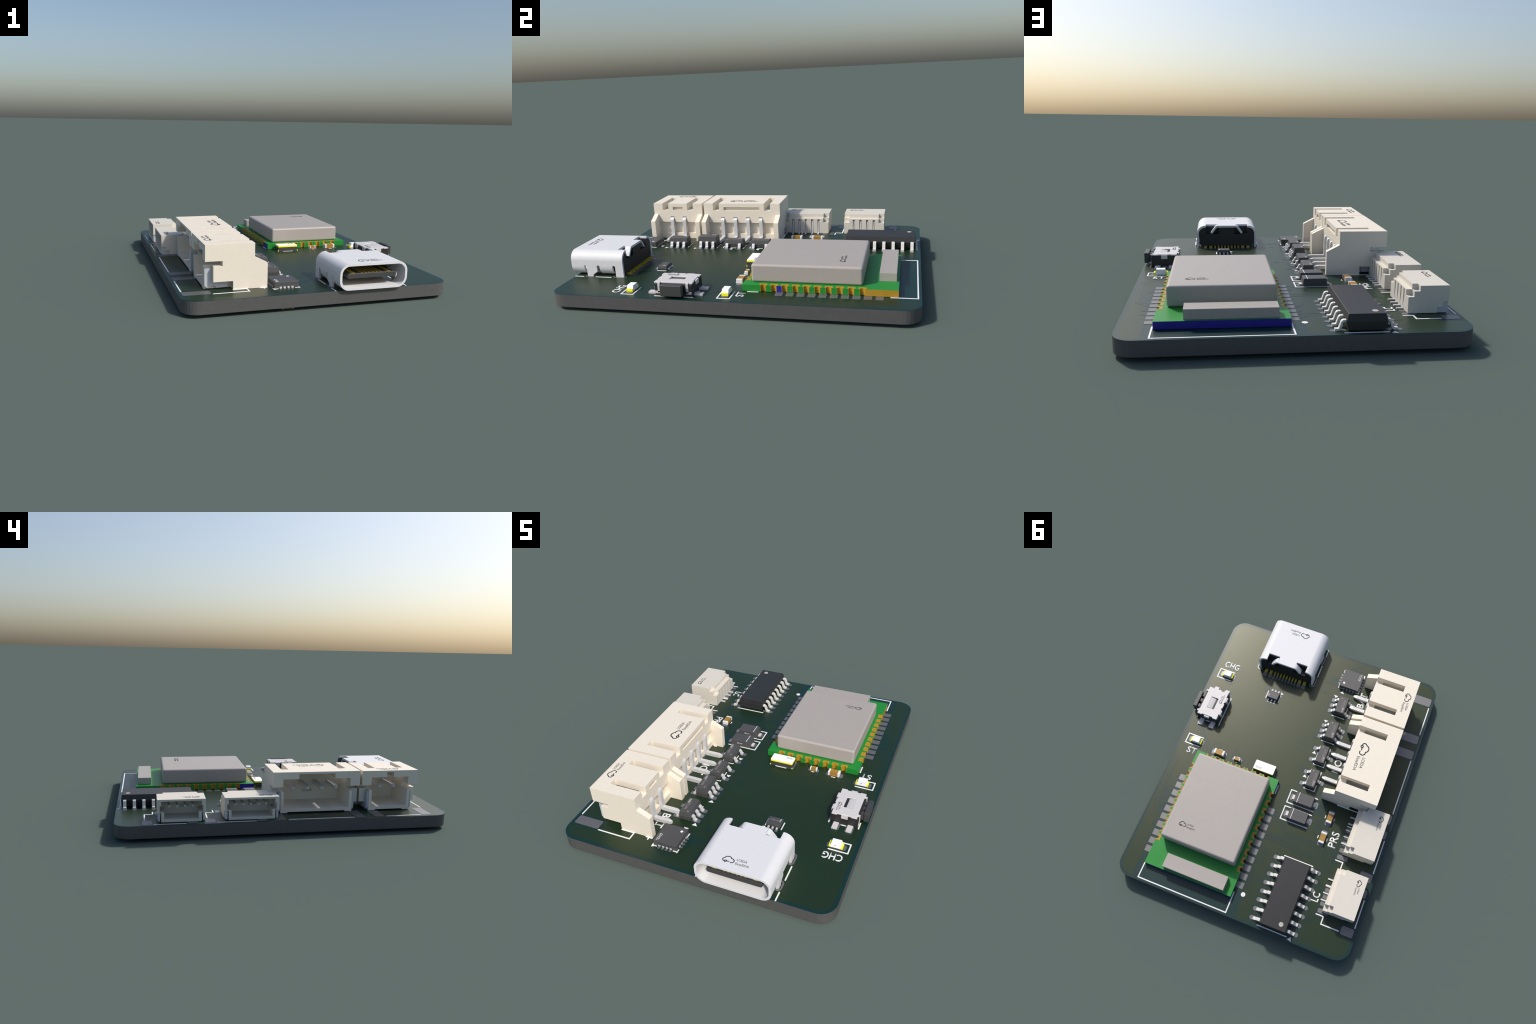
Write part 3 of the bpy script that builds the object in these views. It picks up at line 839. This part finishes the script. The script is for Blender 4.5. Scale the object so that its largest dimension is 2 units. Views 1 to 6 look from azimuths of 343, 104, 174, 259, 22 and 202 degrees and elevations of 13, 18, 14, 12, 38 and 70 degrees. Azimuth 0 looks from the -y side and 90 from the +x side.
for yc, h, left, right, word, half in SOTS:
    wx = 0.80 if len(left) > 2 else 0.72
    body = place("small_chip", chip_body("small_chip", wx, 1.45, 0.06, h * 0.52, h, 0.12, 0.08, DARK), (SOT_X, yc, 0))
    key = "small_lead_%d" % round(h * 100)
    lead = gull_lead(key, wx - 0.1, h * 0.52, 1.38 if len(left) > 2 else 1.22, 0.40, 0.20, LEAD)
    for d in left:
        place("chip_lead", lead, (SOT_X, yc + d, 0), 0, body)
    for d in right:
        place("chip_lead", lead, (SOT_X, yc + d, 0), 180, body)
    place("pin_one_dot", Build().disc(0, 0, 0.10, 0, 0.012, MARK, 14).mesh("pin_one_dot"), (SOT_X + 0.30, yc - 1.05, h + 0.002), parent=body)
    lettering("printed_word", word, (SOT_X + 0.14 - 0.22, yc - 0.80, h + 0.002), 90, 1.55 if len(word) < 9 else 1.8, 0.30, MARK, body)
    maker_mark((SOT_X - 0.40, yc + 0.62, h + 0.002), 90, 0.17, body, INK, INK)

q = place("flat_chip", finish(Build().box(QX - 1.53, QX + 1.53, QY - 1.53, QY + 1.53, 0.03, 0.80, DARK).mesh("flat_chip"), bevel=0.02, segs=1))
b = Build()
for i in range(4):
    d = -0.75 + 0.5 * i
    for s in (-1, 1):
        lo, hi = sorted((s * 1.3, s * 1.55))
        b.box(QX + lo, QX + hi, QY + d - 0.13, QY + d + 0.13, 0.02, 0.24, LEAD)
        b.box(QX + d - 0.13, QX + d + 0.13, QY + lo, QY + hi, 0.02, 0.24, LEAD)
place("chip_lead", b.mesh("flat_chip_lead"), parent=q)
place("pin_one_dot", Build().disc(0, 0, 0.17, 0, 0.012, INK, 20).mesh("pin_one_dot"), (-3.02, -16.84, 0.802), parent=q)
maker_mark((-5.06, -18.22, 0.802), -90, 0.27, q, INK, INK)

t = place("tiny_chip", chip_body("tiny_chip", 0.88, 0.66, 0.03, 0.28, 0.60, 0.06, 0.06, DARK), (6.5, -10.97, 0))
b = Build()
for d in (-0.53, 0, 0.53):
    for s in (-1, 1):
        lo, hi = sorted((s * 0.55, s * 0.92))
        b.box(6.5 + d - 0.12, 6.5 + d + 0.12, -10.97 + lo, -10.97 + hi, 0.03, 0.24, LEAD)
place("chip_lead", finish(b.mesh("tiny_lead"), bevel=0.05, segs=2, smooth=50), parent=t)
lettering("printed_word", "SOT-563-6", (7.05, -10.78, 0.602), 180, 1.15, 0.17, MARK, t)
maker_mark((7.15, -10.85, 0.602), 90, 0.13, t, INK, INK)

# ------------------------------------------------------------------ diodes
for yc in (3.24, 5.86):
    b = Build().box(-1.47, 1.47, -0.92, 0.92, 0.04, 0.95, DARK, taper=(0.11, 0.11))
    d = place("diode", finish(b.mesh("diode"), bevel=0.03, segs=1), (-3.95, yc, 0))
    place("cathode_band", Build().box(0.85, 0.92, -0.81, 0.81, 0.945, 0.962, INK).mesh("cathode_band"), (-3.95, yc, 0), parent=d)
    b = Build()
    b.box(1.40, 1.80, -0.32, 0.32, 0.03, 0.18, LEAD_WARM)
    b.box(-1.80, -1.40, -0.32, 0.32, 0.03, 0.18, LEAD_WARM)
    place("diode_lead", b.mesh("diode_lead"), (-3.95, yc, 0), parent=d)
    # small mark on the sloping flank
    flank = place("printed_logo", cloud_mark(0.17, INK), (-4.25, yc - 0.86, 0.5), 0, d)
    w = Matrix.Translation((-4.25 * S, (yc - 0.868) * S, ZT + 0.50 * S)) @ Matrix.Rotation(math.radians(83.1), 4, "X")
    flank.matrix_basis = WORLD[d].inverted() @ w
    wd = place("printed_word", text_mesh("EasyEDA", 0.42, 0.12, INK), (-4.05, yc - 0.86, 0.52), 0, d)
    wd.matrix_basis = WORLD[d].inverted() @ (Matrix.Translation((-4.02 * S, (yc - 0.868) * S, ZT + 0.43 * S)) @ Matrix.Rotation(math.radians(83.1), 4, "X"))

# ------------------------------------------------------------------ capacitors, lamps, crystal
def chip_capacitor(at, length, width, height, rot=0, below=False):
    b = Build().box(-length / 2 + 0.2, length / 2 - 0.2, -width / 2 + 0.02, width / 2 - 0.02, 0.02, height - 0.02, CERAMIC)
    o = place("capacitor", b.mesh("capacitor"), at, rot)
    e = Build()
    k = length * 0.19
    for s in (-1, 1):
        lo, hi = sorted((s * length / 2, s * (length / 2 - k)))
        e.box(lo, hi, -width / 2, width / 2, 0.0, height, CAP_END)
    place("capacitor_terminal", finish(e.mesh("capacitor_terminal"), bevel=0.07, segs=2, smooth=50), at, rot, o)
chip_capacitor((10.48, 0.84, 0.02), 1.62, 0.82, 0.62)
chip_capacitor((7.61, 0.82, 0.02), 1.0, 0.5, 0.5)
chip_capacitor((-8.33, 4.28, 0.02), 1.66, 0.84, 0.56, 90)
chip_capacitor((-8.33, 7.42, 0.02), 1.66, 0.84, 0.56, 90)
# parts on the underside carry the board clear of the table
UND = -ZT / S
for x, y, r in ((-4.4, -20.6, 0), (-12.0, -15.0, 0), (12.0, -15.0, 90), (-12.0, 16.0, 90), (12.0, 16.0, 0), (0.0, 2.0, 0), (4.5, -6.0, 90), (-5.0, 8.0, 90)):
    chip_capacitor((x, y, UND), 1.6, 0.8, -THICK - UND - 0.03, r)

for yc in (-11.8, 0.23):
    b = Build().prism([(-0.66, 0.04), (0.66, 0.04), (0.66, 0.36), (0.54, 0.74), (-0.54, 0.74), (-0.66, 0.36)], -0.40, 0.40, "y", WHITE)
    lamp = place("indicator_lamp", b.mesh("indicator_lamp"), (14.50, yc, 0))
    e = Build()
    for s in (-1, 1):
        lo, hi = sorted((s * 0.62, s * 0.84))
        e.box(lo, hi, -0.41, 0.41, 0.04, 0.36, YELLOW)
    place("lamp_terminal", e.mesh("lamp_terminal"), (14.50, yc, 0), parent=lamp)
    tick = Build().box(-0.12, 0.0, -0.404, -0.398, 0.40, 0.47, PRINT_SOFT).box(0.03, 0.12, -0.404, -0.398, 0.40, 0.47, PRINT_SOFT)
    place("printed_mark", tick.mesh("printed_mark"), (14.42, yc, 0), parent=lamp)

XC, YC = 3.21, 0.72
c = place("crystal", finish(Build().box(-1.60, 1.60, -0.76, 0.76, 0.03, 0.65, PLUNGER).mesh("crystal"), bevel=0.03, segs=1), (XC, YC, 0))
place("crystal_rim", finish(Build().prism(rounded(-1.57, 1.57, -0.73, 0.73, 0.12, 4), 0.65, 0.865, "z", YELLOW).mesh("crystal_rim")), (XC, YC, 0), parent=c)
place("crystal_lid", finish(Build().prism(rounded(-1.55, 1.55, -0.71, 0.71, 0.12, 4), 0.865, 0.90, "z", WHITE).mesh("crystal_lid")), (XC, YC, 0), parent=c)
b = Build()
for sx in (-1, 1):
    for sy in (-1, 1):
        b.box(sx * 1.56 - 0.055, sx * 1.56 + 0.055, sy * 0.72 - 0.055, sy * 0.72 + 0.055, 0.03, 0.22, YELLOW)
place("crystal_terminal", b.mesh("crystal_terminal"), (XC, YC, 0), parent=c)
maker_mark((3.82, 1.06, 0.902), 0, 0.22, c, PRINT_TINY, PRINT_TINY)
